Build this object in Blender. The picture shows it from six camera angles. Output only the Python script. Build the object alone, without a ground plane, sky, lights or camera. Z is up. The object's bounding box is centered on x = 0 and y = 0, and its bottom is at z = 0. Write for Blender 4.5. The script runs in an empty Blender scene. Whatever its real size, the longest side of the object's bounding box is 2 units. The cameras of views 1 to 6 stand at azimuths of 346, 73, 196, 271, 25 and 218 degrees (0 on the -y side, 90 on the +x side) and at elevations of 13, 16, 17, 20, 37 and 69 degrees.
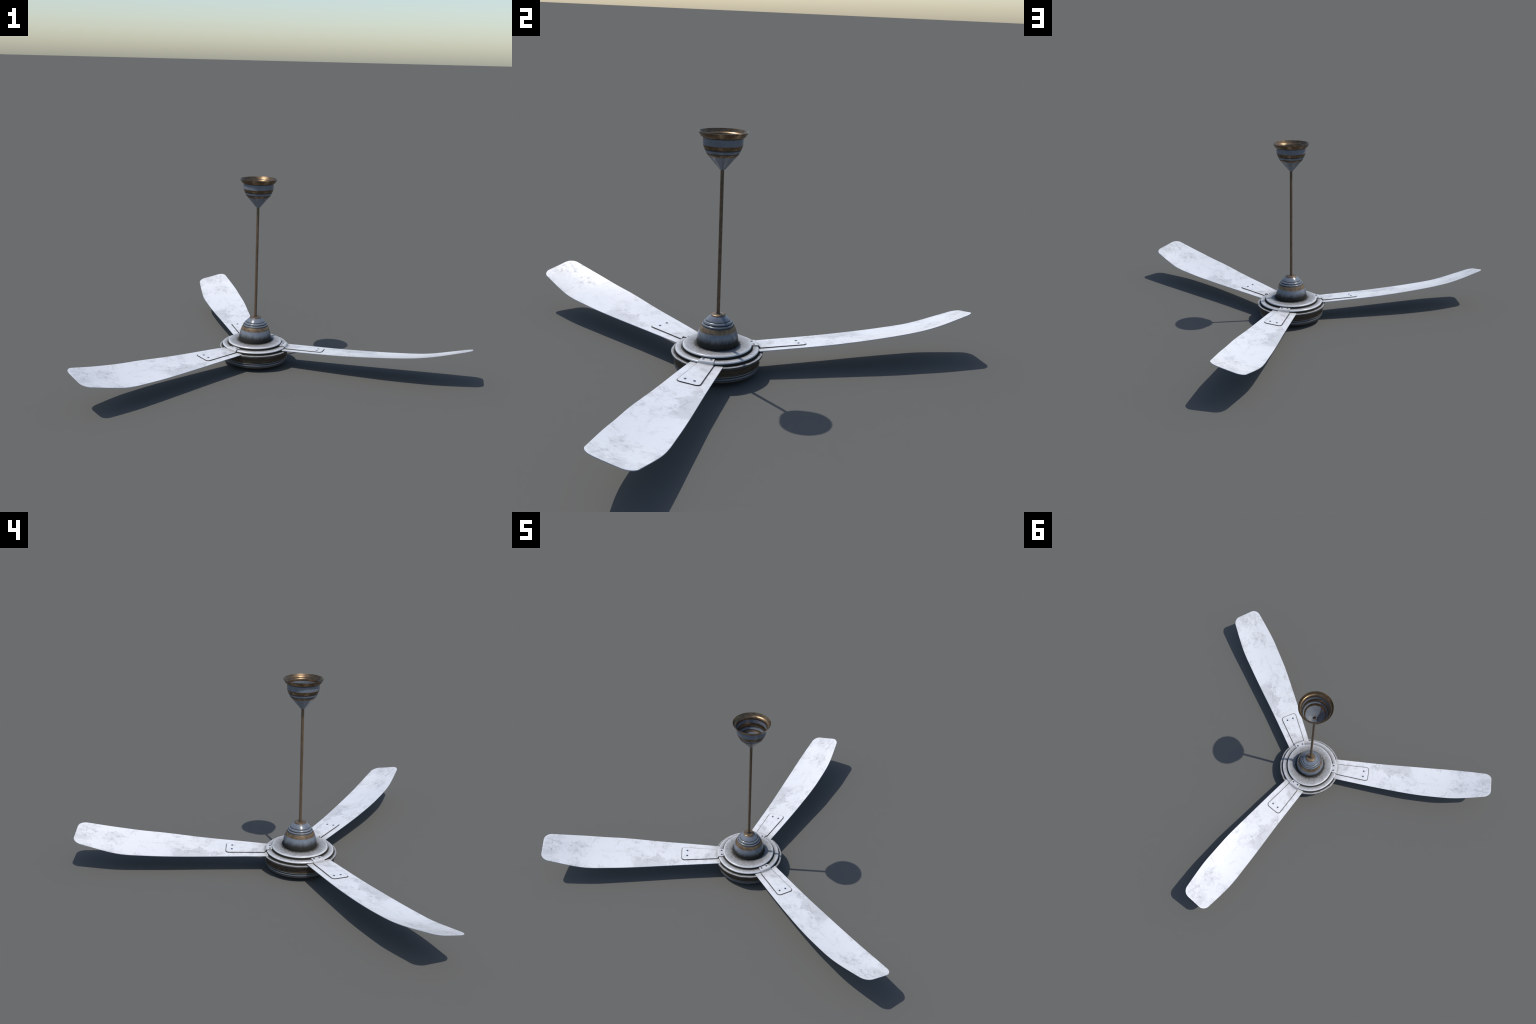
import bpy, math
import numpy as np

# ------------------------------------------------------------------ frame
HUB = (-0.00936, -0.24678)                 # vertical axis of the fan
BLADE_ANGLES = (-30.55, 89.45, 209.45)     # degrees round that axis

# ------------------------------------------------------------------ node helper
class Graph:
    """Tiny expression layer over a material node tree."""
    def __init__(self, name):
        self.mat = bpy.data.materials.new(name)
        self.mat.use_nodes = True
        self.t = self.mat.node_tree
        self.bsdf = self.t.nodes["Principled BSDF"]
        self.coord = self.t.nodes.new("ShaderNodeTexCoord").outputs["Object"]
        s = self.t.nodes.new("ShaderNodeSeparateXYZ")
        self.t.links.new(self.coord, s.inputs[0])
        self.x, self.y, self.z = s.outputs
    def put(self, sock, v):
        if isinstance(v, bpy.types.NodeSocket):
            self.t.links.new(v, sock)
        elif isinstance(v, tuple) and len(v) == 3 and sock.type == "RGBA":
            sock.default_value = (*v, 1)
        else:
            sock.default_value = v
    def m(self, op, a, b=0.0, c=0.0, clamp=False):
        n = self.t.nodes.new("ShaderNodeMath"); n.operation = op; n.use_clamp = clamp
        for i, v in enumerate((a, b, c)):
            self.put(n.inputs[i], v)
        return n.outputs[0]
    def add(self, a, b): return self.m("ADD", a, b)
    def sub(self, a, b): return self.m("SUBTRACT", a, b)
    def mul(self, a, b): return self.m("MULTIPLY", a, b)
    def mx(self, a, b): return self.m("MAXIMUM", a, b)
    def step(self, v, lo, hi, to0=0.0, to1=1.0):
        """smooth ramp: v=lo gives to0, v=hi gives to1 (lo may exceed hi)"""
        if lo > hi:
            lo, hi, to0, to1 = hi, lo, to1, to0
        n = self.t.nodes.new("ShaderNodeMapRange"); n.interpolation_type = "SMOOTHSTEP"
        for i, x in enumerate((v, lo, hi, to0, to1)):
            self.put(n.inputs[i], x)
        return n.outputs[0]
    def band(self, v, a, b, soft):
        return self.mul(self.step(v, a - soft, a + soft), self.step(v, b + soft, b - soft))
    def radius(self):
        return self.m("SQRT", self.add(self.mul(self.x, self.x), self.mul(self.y, self.y)))
    def angle(self): return self.m("ARCTAN2", self.y, self.x)
    def vec(self, a, b, c):
        n = self.t.nodes.new("ShaderNodeCombineXYZ")
        for i, v in enumerate((a, b, c)): self.put(n.inputs[i], v)
        return n.outputs[0]
    def noise(self, scale, detail=4.0, rough=0.55, vec=None, distort=0.0):
        n = self.t.nodes.new("ShaderNodeTexNoise")
        self.put(n.inputs["Vector"], vec or self.coord)
        n.inputs["Scale"].default_value, n.inputs["Detail"].default_value = scale, detail
        n.inputs["Roughness"].default_value, n.inputs["Distortion"].default_value = rough, distort
        return n.outputs[0]
    def stretch(self, sx, sy, sz, off=(0, 0, 0)):
        n = self.t.nodes.new("ShaderNodeMapping")
        n.inputs["Scale"].default_value, n.inputs["Location"].default_value = (sx, sy, sz), off
        self.t.links.new(self.coord, n.inputs[0])
        return n.outputs[0]
    def mix(self, f, a, b):
        n = self.t.nodes.new("ShaderNodeMix"); n.data_type = "RGBA"
        self.put(n.inputs[0], f); self.put(n.inputs[6], a); self.put(n.inputs[7], b)
        return n.outputs[2]
    def bump(self, height, strength, dist):
        n = self.t.nodes.new("ShaderNodeBump")
        n.inputs["Strength"].default_value, n.inputs["Distance"].default_value = strength, dist
        self.put(n.inputs["Height"], height)
        self.t.links.new(n.outputs[0], self.bsdf.inputs["Normal"])
    def out(self, colour, rough=0.5, metal=0.0, spec=0.5):
        self.put(self.bsdf.inputs["Base Color"], colour)
        self.put(self.bsdf.inputs["Roughness"], rough)
        self.put(self.bsdf.inputs["Metallic"], metal)
        self.put(self.bsdf.inputs["Specular IOR Level"], spec)
        return self.mat

WHITE, PALE, SHADE_GRIME = (0.70, 0.70, 0.712), (0.46, 0.46, 0.472), (0.030, 0.028, 0.023)  # last tone: baked occlusion mixed with grime

# ------------------------------------------------------------------ materials
def blade_paint():
    g = Graph("worn_white_paint")
    big = g.noise(5.5, 3, 0.6, g.stretch(0.8, 1.1, 1, (3.1, 0.4, 0)), 0.4)
    mid = g.noise(21, 8, 0.70, None, 0.6)
    fine = g.noise(70, 7, 0.75, g.stretch(1.3, 0.75, 1))
    grit = g.noise(210, 3, 0.6)
    # cloudy smudges with ragged, crumbly borders
    cloud = g.step(g.add(g.mul(big, 0.80), g.add(g.mul(mid, 0.55), g.mul(fine, 0.35))), 0.79, 0.99)
    # crackled flecks that gather inside the smudges
    fleck = g.mul(g.step(g.add(g.mul(mid, .6), g.mul(fine, .65)), 0.635, 0.76), g.step(big, .40, .58, .25, 1.0))
    # one worn field along the trailing half, beyond the bracket
    wob = g.add(g.mul(g.sub(mid, .5), .30), g.mul(g.sub(fine, .5), .10))
    along = g.add(g.x, wob)
    field = g.mul(g.step(g.add(g.y, g.mul(wob, .55)), .012, .036), g.mul(g.step(along, .40, .45), g.step(along, .66, .61)))
    grey = g.m("ADD", g.mul(cloud, .56), g.add(g.mul(fleck, .46), g.mul(field, .56)), clamp=True)
    col = g.mix(grey, WHITE, PALE)
    # occlusion at the root painted in, plus patchy grey towards the hub
    near = g.mx(g.mul(g.step(g.x, .24, .165), g.step(mid, .30, .62, .30, .8)), g.mul(g.step(g.x, .55, .22), g.step(g.add(g.mul(mid, .6), g.mul(fine, .4)), .42, .66, .0, .50)))
    col = g.mix(near, col, (0.40, 0.395, 0.385))
    # baked shade line painted round the bracket: rounded-box distance in blade coordinates
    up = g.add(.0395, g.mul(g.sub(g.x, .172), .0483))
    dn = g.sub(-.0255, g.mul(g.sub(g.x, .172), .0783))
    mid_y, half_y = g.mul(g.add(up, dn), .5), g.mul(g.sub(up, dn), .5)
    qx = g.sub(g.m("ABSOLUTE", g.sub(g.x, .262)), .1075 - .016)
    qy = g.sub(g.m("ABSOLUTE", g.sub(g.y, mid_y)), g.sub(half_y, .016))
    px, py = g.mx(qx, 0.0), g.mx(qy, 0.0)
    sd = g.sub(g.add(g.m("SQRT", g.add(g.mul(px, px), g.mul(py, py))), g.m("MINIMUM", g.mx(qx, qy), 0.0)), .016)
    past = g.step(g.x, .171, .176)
    edge_shade = g.mul(past, g.mul(g.step(sd, -.0004, .0003), g.step(sd, .0050, .0033)))
    bend = g.mul(g.mul(g.step(g.x, .1700, .1735), g.step(g.x, .186, .1745)), g.step(sd, .0004, -.0004))  # occlusion below the joggle, painted as a darker strip
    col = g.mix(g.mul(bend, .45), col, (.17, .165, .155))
    halo = g.mul(past, g.mul(g.step(sd, -.0002, .0002), g.step(sd, .011, .001)))  # soft occlusion painted just outside the bracket outline
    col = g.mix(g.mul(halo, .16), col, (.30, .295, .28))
    col = g.mix(g.mul(edge_shade, g.step(mid, .3, .6, .78, .97)), col, (.045, .043, .038))
    # dark line near the tip, copied from a texture artefact
    line = g.mul(g.band(g.x, 1.0757, 1.0773, .0008), g.band(g.y, -.020, .045, .012))
    dark = g.mul(line, g.step(g.noise(34, 2), .44, .60, .22, .85))
    col = g.mix(dark, col, (0.12, 0.11, 0.10))
    g.bump(g.add(mid, g.mul(fine, .5)), 0.07, 0.004)
    worn = g.step(g.add(g.mul(fine, .7), g.add(g.mul(mid, .25), g.mul(grit, .12))), .50, .60)
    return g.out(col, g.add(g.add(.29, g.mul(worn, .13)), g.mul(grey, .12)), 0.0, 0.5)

def hub_paint(name, shade_grime, lip_glint=None):
    """soot(g, wobble) -> mask of the baked-in shade and grime of that ring"""
    g = Graph(name)
    mid, fine = g.noise(34, 7, .70, None, .5), g.noise(140, 5, .7)
    a, r = g.angle(), g.radius()
    radial = g.noise(1.0, 6, .7, g.vec(g.mul(g.m("SINE", a), 9), g.mul(g.m("COSINE", a), 9), g.mul(r, 70)))
    wear = g.m("MULTIPLY", g.step(g.add(g.mul(mid, .6), g.mul(fine, .4)), .38, .66), .85, clamp=True)
    lip = g.step(r, *lip_glint) if lip_glint else 0.0          # rolled edges: highlight painted into the colour, plus less roughness
    col = g.mix(g.mul(wear, g.sub(1.0, g.mul(lip, .75))), g.mix(lip, (0.48, 0.48, 0.485), (0.58, 0.58, 0.595)), (0.25, 0.245, 0.24))
    darkening = shade_grime(g, mid, radial, r)
    col = g.mix(darkening, col, SHADE_GRIME)
    g.bump(mid, .05, .003)
    return g.out(col, g.m("MAXIMUM", g.sub(g.step(mid, .3, .7, .30, .44), g.mul(lip, .10)), g.mul(darkening, .8)), 0.0, g.sub(.5, g.mul(darkening, .42)))

def disc_shade_grime(g, mid, radial, r):  # baked occlusion on the side wall; occlusion and grime round the dome
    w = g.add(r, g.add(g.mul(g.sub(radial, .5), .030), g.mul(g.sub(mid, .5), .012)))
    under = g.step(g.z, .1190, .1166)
    lip = g.step(r, .127, .138)                  # the rolled edge is left out of the dark mask
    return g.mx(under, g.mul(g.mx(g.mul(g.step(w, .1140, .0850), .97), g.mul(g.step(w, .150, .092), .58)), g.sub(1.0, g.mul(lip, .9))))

def ring_shade(g, mid, radial, r):  # contact shade beside the disc and baked shade on the wall, as colour
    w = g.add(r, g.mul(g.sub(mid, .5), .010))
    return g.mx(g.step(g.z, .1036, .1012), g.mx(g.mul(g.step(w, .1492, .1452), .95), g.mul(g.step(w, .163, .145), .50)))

def flange_shade_grime(g, mid, radial, r):  # occlusion band under the ring painted in, with a ragged grimy border
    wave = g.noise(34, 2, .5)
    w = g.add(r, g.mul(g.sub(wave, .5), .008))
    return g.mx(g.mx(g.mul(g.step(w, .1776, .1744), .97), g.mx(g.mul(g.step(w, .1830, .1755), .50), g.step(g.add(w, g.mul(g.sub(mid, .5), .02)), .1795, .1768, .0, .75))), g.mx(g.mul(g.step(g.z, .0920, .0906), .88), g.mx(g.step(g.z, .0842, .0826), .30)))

def blue_enamel(name, base_shade_grime=False):
    g = Graph(name)
    mid, fine = g.noise(45, 6, .65), g.noise(170, 4, .7)
    col = g.mix(g.step(mid, .35, .68), (0.150, 0.170, 0.203), (0.116, 0.131, 0.158))
    col = g.mix(g.mul(g.step(fine, .5, .75), .25), col, (0.17, 0.195, 0.21))
    if base_shade_grime:
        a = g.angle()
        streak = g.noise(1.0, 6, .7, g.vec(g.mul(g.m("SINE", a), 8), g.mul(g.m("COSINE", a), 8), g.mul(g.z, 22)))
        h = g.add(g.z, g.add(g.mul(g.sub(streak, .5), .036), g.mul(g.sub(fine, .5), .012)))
        darkening = g.mul(g.step(h, .172, .143), .97)  # dark foot of the dome: baked occlusion with streaky grime
        col = g.mix(darkening, col, (0.027, 0.025, 0.020))
        return g.out(col, g.m("MAXIMUM", g.step(mid, .3, .7, .18, .32), g.mul(darkening, .75)), 0.0, g.sub(.5, g.mul(darkening, .35)))
    return g.out(col, g.step(mid, .3, .7, .18, .32), 0.0, .5)

def bronze(name="aged_bronze", lift=0.0):
    g = Graph(name)
    mid, fine = g.noise(60, 6, .65), g.noise(230, 4, .7)
    col = g.mix(g.step(mid, .35, .66), (0.215, 0.143, 0.080), (0.125, 0.083, 0.047))
    col = g.mix(g.mul(g.step(fine, .52, .70), .5), col, (0.075, 0.055, 0.035))
    return g.out(col, g.step(fine, .35, .65, .25 + lift, .40 + lift), .85 - 5.5 * lift, .5)

def plain(name, colour, rough, metal=0.0, speck=0.0):
    g = Graph(name)
    n = g.noise(160, 3, .6)
    return g.out(g.mix(g.mul(g.step(n, .4, .7), speck), colour, tuple(c * .5 for c in colour)), rough, metal)

def woven(name, n, k, light, dark, ripple):
    """helical strand stripes: same phase as the modelled ridges, broken into short strokes"""
    g = Graph(name)
    a = g.angle()
    ph = g.add(g.mul(a, n), g.mul(g.z, k))
    s = g.m("SINE", ph)
    brk = g.m("SINE", g.add(g.mul(g.z, ripple), g.mul(a, 2.0)))
    patch = g.noise(55, 4, .6)
    f = g.step(g.add(s, g.add(g.mul(brk, .35), g.mul(g.sub(patch, .5), 2.3))), -.7, .9)
    return g.out(g.mix(f, dark, light), .48, .35, .4)

M = dict(blade=blade_paint(), disc=hub_paint("disc_paint", disc_shade_grime, (.1325, .1385)), ring=hub_paint("ring_paint", ring_shade, (.1620, .1680)),
         flange=hub_paint("flange_paint", flange_shade_grime), blue=blue_enamel("blue_enamel"),
         dome=blue_enamel("dome_enamel", True), bronze=bronze(), collar=bronze("dull_bronze", .07),
         shade_grime=plain("black_shade_grime", (0.026, 0.026, 0.023), .65), steel=plain("rivet_steel", (0.075, 0.105, 0.155), .38, .35, .3),  # black: baked shade on bracket sides and rod foot, also groove lines
         edge=plain("blade_edge_paint", (0.42, 0.45, 0.50), .4, 0, .3),
         trim=plain("grey_blue_trim", (0.165, 0.180, 0.205), .26, .2, .35),
         hole=plain("hole_black", (0.008, 0.007, 0.006), .8))
ROD_N, ROD_K = 8, -680.0
MESH_N, MESH_K = 84, 1185.0
M["rod"] = woven("braided_rod", ROD_N, ROD_K, (0.230, 0.152, 0.088), (0.036, 0.025, 0.016), 690.0)
M["mesh"] = woven("woven_mesh", MESH_N, MESH_K, (0.100, 0.070, 0.043), (0.015, 0.012, 0.009), 400.0)

# ------------------------------------------------------------------ geometry helpers
ROOT = bpy.data.objects.new("ceiling_fan", None)
ROOT.location = (*HUB, 0)
ROOT.empty_display_size = .1
ROOT["label"] = "worn white three-blade ceiling fan, blue and bronze motor, long rod"
ROOT["category"] = "ceiling fan"
bpy.context.scene.collection.objects.link(ROOT)

def child(name, mesh, parent, rot=0.0, loc=(0, 0, 0)):
    o = bpy.data.objects.new(name, mesh)
    o.parent, o.rotation_euler, o.location = parent, (0, 0, rot), loc
    bpy.context.scene.collection.objects.link(o)
    return o

def finish(me, sharp):
    me.validate()
    me.polygons.foreach_set("use_smooth", [True] * len(me.polygons))
    me.set_sharp_from_angle(angle=math.radians(sharp))
    me.update()
    return me

def lathe(name, runs, seg=128, ridge=None, closed=False, sharp=34):
    """runs: list of (material key, [(r, z), ...]); runs are chained end to end."""
    pts, mid, keys = [], [], []
    for key, run in runs:
        if key not in keys: keys.append(key)
        if pts and np.allclose(pts[-1], run[0]): run = run[1:]
        for p in run:
            if pts: mid.append(keys.index(key))
            pts.append(p)
    if closed:
        mid.append(keys.index(runs[-1][0]))
    ang = np.arange(seg) * math.tau / seg
    verts = []
    for r, z in pts:
        rr = r + (ridge(ang, z) if ridge else 0 * ang)
        verts += [(a, b, z) for a, b in zip(rr * np.cos(ang), rr * np.sin(ang))]
    faces, fm = [], []
    n = len(pts)
    for i in range(n if closed else n - 1):
        j = (i + 1) % n
        for k in range(seg):
            l = (k + 1) % seg
            faces.append((i * seg + k, i * seg + l, j * seg + l, j * seg + k)); fm.append(mid[i])
    if not closed:
        for row, rev in ((0, True), (n - 1, False)):
            if pts[row][0] > 1e-4:
                f = [row * seg + k for k in range(seg)]
                faces.append(f[::-1] if rev else f); fm.append(mid[0] if rev else mid[-1])
    me = bpy.data.meshes.new(name)
    me.from_pydata(verts, [], faces)
    for k in keys: me.materials.append(M[k])
    me.polygons.foreach_set("material_index", fm)
    return finish(me, sharp)

def arc(r0, z0, r1, z1, bulge, n=6):
    """points from (r0,z0) to (r1,z1), bowed outwards (to the left of travel when bulge<0)"""
    t = np.linspace(0, 1, n + 1)
    h = 4 * t * (1 - t) * bulge
    dr, dz = r1 - r0, z1 - z0
    L = math.hypot(dr, dz)
    return [(float(r0 + dr * a + dz / L * b), float(z0 + dz * a - dr / L * b)) for a, b in zip(t, h)]

def fillet(r0, z0, r1, z1, n=7, outer=True):
    """quarter ellipse: leaves (r0,z0) horizontally and reaches (r1,z1) vertically"""
    out = []
    for a in np.linspace(0, math.pi / 2, n + 1):
        out.append((float(r0 + (r1 - r0) * math.sin(a)), float(z1 + (z0 - z1) * math.cos(a))))
    return out

class Spline:
    """natural cubic through (x, y)"""
    def __init__(self, x, y):
        self.x, self.y = np.array(x, float), np.array(y, float)
        n, h = len(x), np.diff(self.x)
        A, b = np.eye(n), np.zeros(n)
        for i in range(1, n - 1):
            A[i, i - 1:i + 2] = h[i - 1], 2 * (h[i - 1] + h[i]), h[i]
            b[i] = 6 * ((self.y[i + 1] - self.y[i]) / h[i] - (self.y[i] - self.y[i - 1]) / h[i - 1])
        self.m, self.h = np.linalg.solve(A, b), h
    def __call__(self, u):
        u = np.asarray(u, float)
        i = np.clip(np.searchsorted(self.x, u) - 1, 0, len(self.x) - 2)
        a = (self.x[i + 1] - u) / self.h[i]; b = 1 - a
        return a * self.y[i] + b * self.y[i + 1] + ((a**3 - a) * self.m[i] + (b**3 - b) * self.m[i + 1]) * self.h[i]**2 / 6

def slab(name, U, V, ztop, zbot, bevel, keys, sharp=40):
    """plate over a grid of (U, V): top, rounded rim, sides, bottom. keys = (top, side, bottom)"""
    ni, nj = U.shape
    loop = [(i, 0) for i in range(ni)] + [(ni - 1, j) for j in range(1, nj)] + \
           [(i, nj - 1) for i in range(ni - 2, -1, -1)] + [(0, j) for j in range(nj - 2, 0, -1)]
    P = np.array([(U[a], V[a]) for a in loop])
    T = np.roll(P, -1, 0) - np.roll(P, 1, 0)
    T /= np.linalg.norm(T, axis=1)[:, None] + 1e-12
    IN = np.stack([-T[:, 1], T[:, 0]], 1)          # inward for a counter-clockwise loop
    area = np.sum(P[:, 0] * np.roll(P[:, 1], -1) - P[:, 1] * np.roll(P[:, 0], -1))
    if area < 0: IN = -IN
    Ut, Vt = U.copy(), V.copy()
    for a, d in zip(loop, IN):
        Ut[a] += d[0] * bevel; Vt[a] += d[1] * bevel
    verts, idx = [], lambda i, j: i * nj + j
    zt = ztop(Ut, Vt)
    verts += [tuple(map(float, p)) for p in zip(Ut.ravel(), Vt.ravel(), zt.ravel())]
    n0 = len(verts)
    zr, zb = ztop(P[:, 0], P[:, 1]), zbot(P[:, 0], P[:, 1])
    mid = P + IN * bevel * .3
    verts += [tuple(map(float, p)) for p in zip(mid[:, 0], mid[:, 1], ztop(mid[:, 0], mid[:, 1]) - bevel * .3)]
    verts += [tuple(map(float, p)) for p in zip(P[:, 0], P[:, 1], zr - bevel)]
    verts += [tuple(map(float, p)) for p in zip(P[:, 0], P[:, 1], zb)]
    L = len(loop)
    nb = len(verts)
    verts += [tuple(map(float, p)) for p in zip(U.ravel(), V.ravel(), zbot(U, V).ravel())]
    faces, fm = [], []
    for i in range(ni - 1):
        for j in range(nj - 1):
            q = (idx(i, j), idx(i + 1, j), idx(i + 1, j + 1), idx(i, j + 1))
            faces.append(q); fm.append(0)
            faces.append(tuple(nb + v for v in q[::-1])); fm.append(2)
    rows = [[idx(*a) for a in loop]] + [[n0 + r * L + k for k in range(L)] for r in range(3)] + [[nb + idx(*a) for a in loop]]
    for r, slot in zip(range(3), (0, 0, 1)):
        A, B = rows[r], rows[r + 1]
        for k in range(L):
            l = (k + 1) % L
            faces.append((A[k], B[k], B[l], A[l])); fm.append(slot)
    # merge the lower rim with the bottom grid
    remap = {n0 + 2 * L + k: nb + idx(*a) for k, a in enumerate(loop)}
    faces = [tuple(remap.get(v, v) for v in f) for f in faces]
    used = sorted({v for f in faces for v in f}); new = {v: i for i, v in enumerate(used)}
    me = bpy.data.meshes.new(name)
    me.from_pydata([verts[v] for v in used], [], [tuple(new[v] for v in f) for f in faces])
    for k in keys: me.materials.append(M[k])
    me.polygons.foreach_set("material_index", fm)
    import bmesh
    bm = bmesh.new(); bm.from_mesh(me); bmesh.ops.recalc_face_normals(bm, faces=bm.faces); bm.to_mesh(me); bm.free()
    return finish(me, sharp)

def smooth(x, a, b):
    t = np.clip((x - a) / (b - a), 0, 1)
    return t * t * (3 - 2 * t)

# ------------------------------------------------------------------ canopy (ceiling cup)
WALL = 0.0016
outer = [("blue", [(.0072, .8340)] + arc(.0072, .8340, .0150, .8405, .0006, 4) + [(.0555, .8883)]),
         ("bronze", arc(.0555, .8883, .0632, .8978, .0004, 4)),
         ("shade_grime", [(.0632, .8978), (.0630, .8992), (.0640, .9012)]),
         ("blue", arc(.0640, .9012, .0695, .9118, .0010, 6)),
         ("shade_grime", [(.0695, .9118), (.0698, .9140), (.0722, .9172)]),
         ("bronze", arc(.0722, .9172, .0765, .9315, .0006, 6)),
         ("blue", [(.0765, .9315), (.0772, .9360), (.0773, .9580)]),
         ("shade_grime", [(.0773, .9580), (.0773, .9600)]),
         ("bronze", [(.0773, .9600), (.0800, .9604), (.0835, .9620), (.0860, .9645), (.0885, .9690), (.0925, .9752), (.0962, .9812), (.0964, .9820)])]
inner = [("bronze", [(.0964, .9820), (.0950, .9821), (.0908, .9752), (.0878, .9699), (.0867, .9684), (.0852, .9675), (.0830, .9667), (.0808, .9652), (.0790, .9629), (.0777, .9602)]),
         ("shade_grime", [(.0777, .9602), (.0757, .9590), (.0757, .9575)]),
         ("blue", [(.0757, .9575), (.0756, .9360), (.0749, .9318)]),
         ("bronze", arc(.0749, .9318, .0706, .9176, -.0006, 6)),
         ("shade_grime", [(.0706, .9176), (.0682, .9142), (.0679, .9120)]),
         ("blue", arc(.0679, .9120, .0624, .9014, -.0010, 6)),
         ("shade_grime", [(.0624, .9014), (.0615, .8992), (.0616, .8980)]),
         ("bronze", arc(.0616, .8980, .0541, .8892, -.0004, 4)),
         ("blue", [(.0541, .8892), (.0150, .8428), (.0072, .8388)])]
canopy_me = lathe("canopy", outer[:-1], 128)
# the cup is one thin shell; its flared lip is a part of its own
shell = outer[:-1] + [("bronze", [(.0773, .9600), (.0771, .9598), (.0765, .9565), (.0757, .9515)]), ("blue", [(.0757, .9515), (.0756, .9360), (.0749, .9318)])] + inner[3:]
canopy = child("canopy", lathe("canopy", shell, 128, closed=True), ROOT)
bpy.data.meshes.remove(canopy_me)
lip = outer[-1:] + [inner[0]] + [("shade_grime", [(.0777, .9602), (.0773, .9600)])]
child("canopy_rim", lathe("canopy_rim", lip, 128, closed=True), canopy)

# ------------------------------------------------------------------ rod
def rod_ridge(a, z):
    return .00045 * (np.sin(ROD_N * a + ROD_K * z) - .4) if z < .8405 else 0 * a
zs = np.linspace(.2455, .840, 420)
rod_runs = [("rod", [(.0069, float(z)) for z in zs] + [(.0070, .8412), (.0072, .8500), (.0070, .8515), (.0052, .8517)]),
            ("hole", [(.0052, .8517), (.0048, .8500), (.0048, .8200), (.0002, .8195)])]
rod = child("rod", lathe("rod", rod_runs, 48, rod_ridge, sharp=50), ROOT)

# ------------------------------------------------------------------ bell (dome) over the motor
bell_runs = [("dome", arc(.0815, .1225, .0834, .1350, .0002, 4) + arc(.0834, .1350, .0742, .1843, .0030, 12)),
             ("collar", arc(.0742, .1843, .0658, .2029, .0008, 6)),
             ("shade_grime", [(.0658, .2029), (.0642, .2036), (.0630, .2052), (.0637, .2070)]),
             ("dome", arc(.0637, .2070, .0600, .2128, .0012, 6)),
             ("shade_grime", [(.0600, .2128), (.0576, .2136), (.0564, .2150), (.0577, .2173)]),
             ("dome", arc(.0577, .2173, .0507, .2247, .0012, 7)),
             ("shade_grime", [(.0507, .2247), (.0490, .2250), (.0480, .2263), (.0482, .2276)]),
             ("dome", arc(.0482, .2276, .0296, .2462, .0009, 8))]
bell = child("bell", lathe("bell", bell_runs, 128), ROOT)
cap_runs = [("shade_grime", [(.0288, .2448), (.0298, .2458)]),
            ("collar", arc(.0298, .2458, .0284, .2500, .0012, 6) + [(.0270, .2508)]),
            ("shade_grime", [(.0270, .2508), (.0262, .2503), (.0254, .2509)]),
            ("collar", arc(.0254, .2509, .0110, .2520, .0003, 6)),
            ("shade_grime", [(.0110, .2520), (.0075, .2518), (.0002, .2516)])]  # black ring stands for the occlusion round the rod
child("collar", lathe("collar", cap_runs, 96), bell)

# ------------------------------------------------------------------ motor housing
housing_runs = [("mesh", [(.0002, 0.0), (.0900, 0.0), (.1080, .0012), (.1250, .0052), (.1420, .0105), (.1560, .0150), (.1630, .0176), (.1652, .0195), (.1666, .0232)]),
                ("trim", arc(.1666, .0232, .1679, .0259, .0006, 4)),
                ("shade_grime", [(.1679, .0259), (.1674, .0275), (.1692, .0297)]),
                ("trim", arc(.1692, .0297, .1723, .0388, .0017, 8)),
                ("shade_grime", [(.1723, .0388), (.1714, .0402), (.1716, .0430), (.1732, .0446)]),
                ("trim", arc(.1732, .0446, .1738, .0482, .0008, 5)),
                ("shade_grime", [(.1738, .0482), (.1725, .0486)])]
housing = child("motor_housing", lathe("motor_housing", housing_runs, 128), ROOT)
def mesh_ridge(a, z):
    return .0005 * np.sin(MESH_N * a + MESH_K * z)
band = [("mesh", [(.1734, float(z)) for z in np.linspace(.0484, .0835, 30)])]
child("vent_mesh", lathe("vent_mesh", band, 840, mesh_ridge, sharp=80), housing)
rng = np.random.default_rng(4)
wob = [(k, rng.normal(0, .00022), rng.uniform(0, 6.28)) for k in (9, 13, 17, 22, 29)]
def rim_wobble(a, z):
    return sum(c * np.sin(k * a + p) for k, c, p in wob) if z > .0825 else 0 * a
flange_runs = [("flange", [(.1600, .0800), (.1745, .0806)] + fillet(.1800, .0808, .1858, .0845, 4)[1:] + [(.1862, .0868)] +
                fillet(.1842, .0914, .1862, .0890, 5)[::-1] + [(.1790, .0922), (.1700, .0926), (.1600, .0926)])]
child("flange", lathe("flange", flange_runs, 160, rim_wobble), housing)
ring_runs = [("ring", [(.1300, .0920), (.1694, .0920), (.1698, .0960), (.1699, .1022)] + fillet(.1635, .1084, .1699, .1022, 9)[::-1] + [(.1500, .1086), (.1380, .1086), (.1300, .1086)])]
child("clamp_ring", lathe("clamp_ring", ring_runs, 160), housing)
disc_runs = [("disc", [(.0780, .1080), (.1402, .1080), (.1403, .1172)] + fillet(.1340, .1238, .1403, .1172, 9)[::-1] + [(.1200, .1239), (.1000, .1240), (.0780, .1240)])]
child("top_disc", lathe("top_disc", disc_runs, 160), housing)

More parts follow.
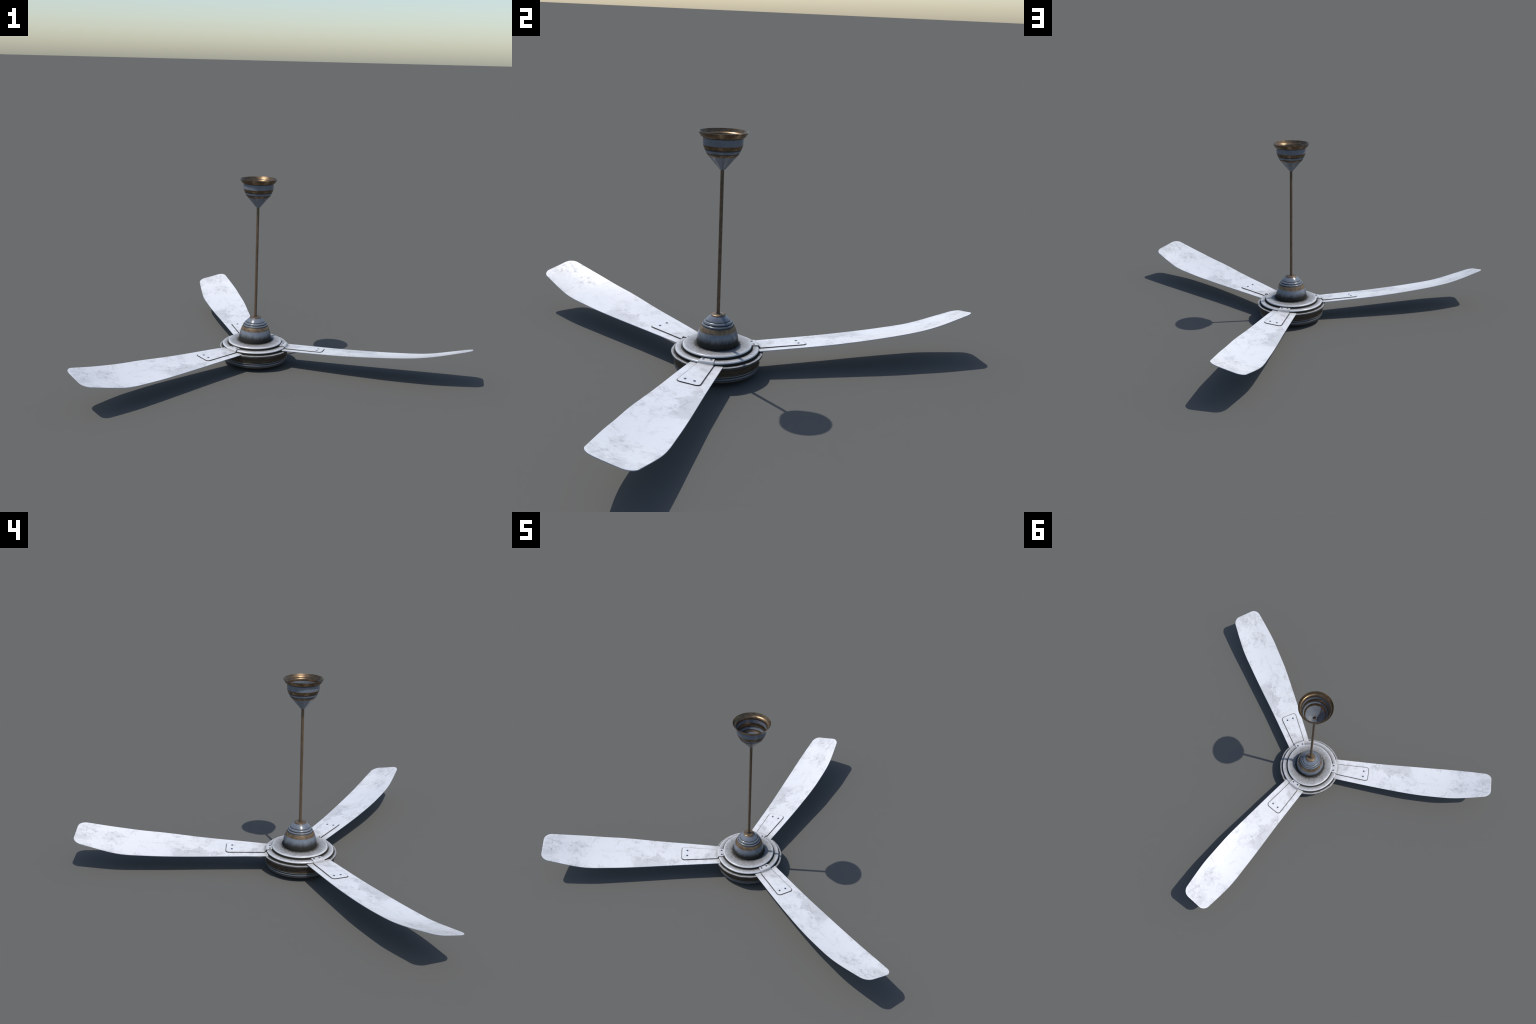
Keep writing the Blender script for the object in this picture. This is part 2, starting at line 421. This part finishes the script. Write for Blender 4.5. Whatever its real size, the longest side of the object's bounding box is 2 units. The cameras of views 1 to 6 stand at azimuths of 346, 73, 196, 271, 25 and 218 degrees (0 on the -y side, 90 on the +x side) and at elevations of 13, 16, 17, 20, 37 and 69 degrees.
# ------------------------------------------------------------------ blades
KU = [.16, .30, .45, .58, .70, .80, .89, .97, 1.06, 1.125]
vL = Spline(KU, [.0745, .0815, .0896, .0990, .1070, .1130, .1172, .1156, .1105, .1066])   # trailing edge offset
vR = Spline(KU, [-.0575, -.0690, -.0795, -.0876, -.0922, -.0906, -.0874, -.0782, -.0636, -.0527])
zL = Spline(KU, [.0933, .0935, .0938, .0958, .0993, .1047, .1126, .1293, .1524, .1693])
zR = Spline(KU, [.0985, .1064, .1146, .1252, .1370, .1469, .1595, .1747, .1954, .2107])
TIP_R, TIP_L, ROOT_R, ROOT_L = 1.1225, 1.1256, .1640, .1575
THICK, CAMBER = .0026, .0048           # sheet thickness; depth of the scooped section

def blade_z(u, v):
    t = (v - vR(u)) / (vL(u) - vR(u))
    return zR(u) + (zL(u) - zR(u)) * t - CAMBER * smooth(u, .38, .72) * (1 - .6 * smooth(u, .98, 1.12)) * 4 * t * (1 - t)

NI, NJ = 110, 34
t = .5 - .5 * np.cos(np.pi * np.arange(NJ + 1) / NJ)
s = np.linspace(0, 1, NI + 1) ** .9
CU, CV, W = .041, .036, .160
d = np.minimum(t, 1 - t) * W
drop = np.where(d < CV, CU * (1 - np.sqrt(np.clip(1 - (1 - d / CV) ** 2, 0, 1))), 0)
uend = TIP_R + (TIP_L - TIP_R) * t - drop
ubeg = ROOT_R + (ROOT_L - ROOT_R) * t
Ug = ubeg[None] + (uend - ubeg)[None] * s[:, None]
Vg = vR(Ug) + (vL(Ug) - vR(Ug)) * t[None]
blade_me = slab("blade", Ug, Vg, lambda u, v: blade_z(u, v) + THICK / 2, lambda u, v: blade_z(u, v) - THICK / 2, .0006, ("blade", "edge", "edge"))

# bracket: tab riveted to the clamp ring, joggled down onto the blade
TAB_TOP, PLATE_UP, BT = .1126, .0047, .0034
bL = Spline([.138, .172, .260, .352, .370], [.0340, .0395, .0438, .0482, .0490])
bR = Spline([.138, .172, .260, .352, .370], [-.0190, -.0255, -.0325, -.0396, -.0408])
def bracket_top(u, v):
    k = smooth(u, .1665, .1770)
    return TAB_TOP * (1 - k) + (blade_z(np.maximum(u, .16), v) + PLATE_UP) * k
def bracket_bot(u, v):
    k = smooth(u, .1665, .1770)
    flat = np.where(u < .172, bracket_top(u, v) - BT, np.maximum(bracket_top(u, v) - BT, blade_z(np.maximum(u, .16), v) + THICK / 2 - .0004))
    return flat
tb = .5 - .5 * np.cos(np.pi * np.arange(25) / 24)
db = np.minimum(tb, 1 - tb) * .0885
dropb = np.where(db < .016, .016 * (1 - np.sqrt(np.clip(1 - (1 - db / .016) ** 2, 0, 1))), 0)
ue = .3695 - dropb
sb = np.concatenate([np.linspace(0, .11, 4)[:-1], np.linspace(.11, .19, 16)[:-1], np.linspace(.19, 1, 40)])
Ub = .1385 + (ue - .1385)[None] * sb[:, None]
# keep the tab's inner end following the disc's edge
Vb = bR(Ub) + (bL(Ub) - bR(Ub)) * tb[None]
bracket_me = slab("bracket", Ub, Vb, bracket_top, bracket_bot, .0006, ("blade", "shade_grime", "shade_grime"))  # sides coloured black to carry the baked occlusion

rivet_me = lathe("rivet", [("shade_grime", [(.0054, -.0012), (.0054, .0002)]), ("steel", [(.0054, .0002)] + fillet(.0039, .0017, .0054, .0004, 5)[::-1] + [(.0002, .0017)])], 28)
RIVETS = [(.3415, .0203), (.3412, -.0166), (.1495, .0229), (.1505, -.0090)]
# hang each rivet square to the plate it sits in
from mathutils import Vector
for ang in BLADE_ANGLES:
    blade = child("blade", blade_me, ROOT, math.radians(ang))
    child("bracket", bracket_me, blade)
    for u, v in RIVETS:
        z = float(bracket_top(np.array(u), np.array(v)))
        e = .003
        dzu = float(bracket_top(np.array(u + e), np.array(v)) - bracket_top(np.array(u - e), np.array(v))) / (2 * e)
        dzv = float(bracket_top(np.array(u), np.array(v + e)) - bracket_top(np.array(u), np.array(v - e))) / (2 * e)
        r = child("rivet", rivet_me, blade, 0, (u, v, z))
        r.rotation_euler = Vector((-dzu, -dzv, 1)).to_track_quat("Z", "Y").to_euler()
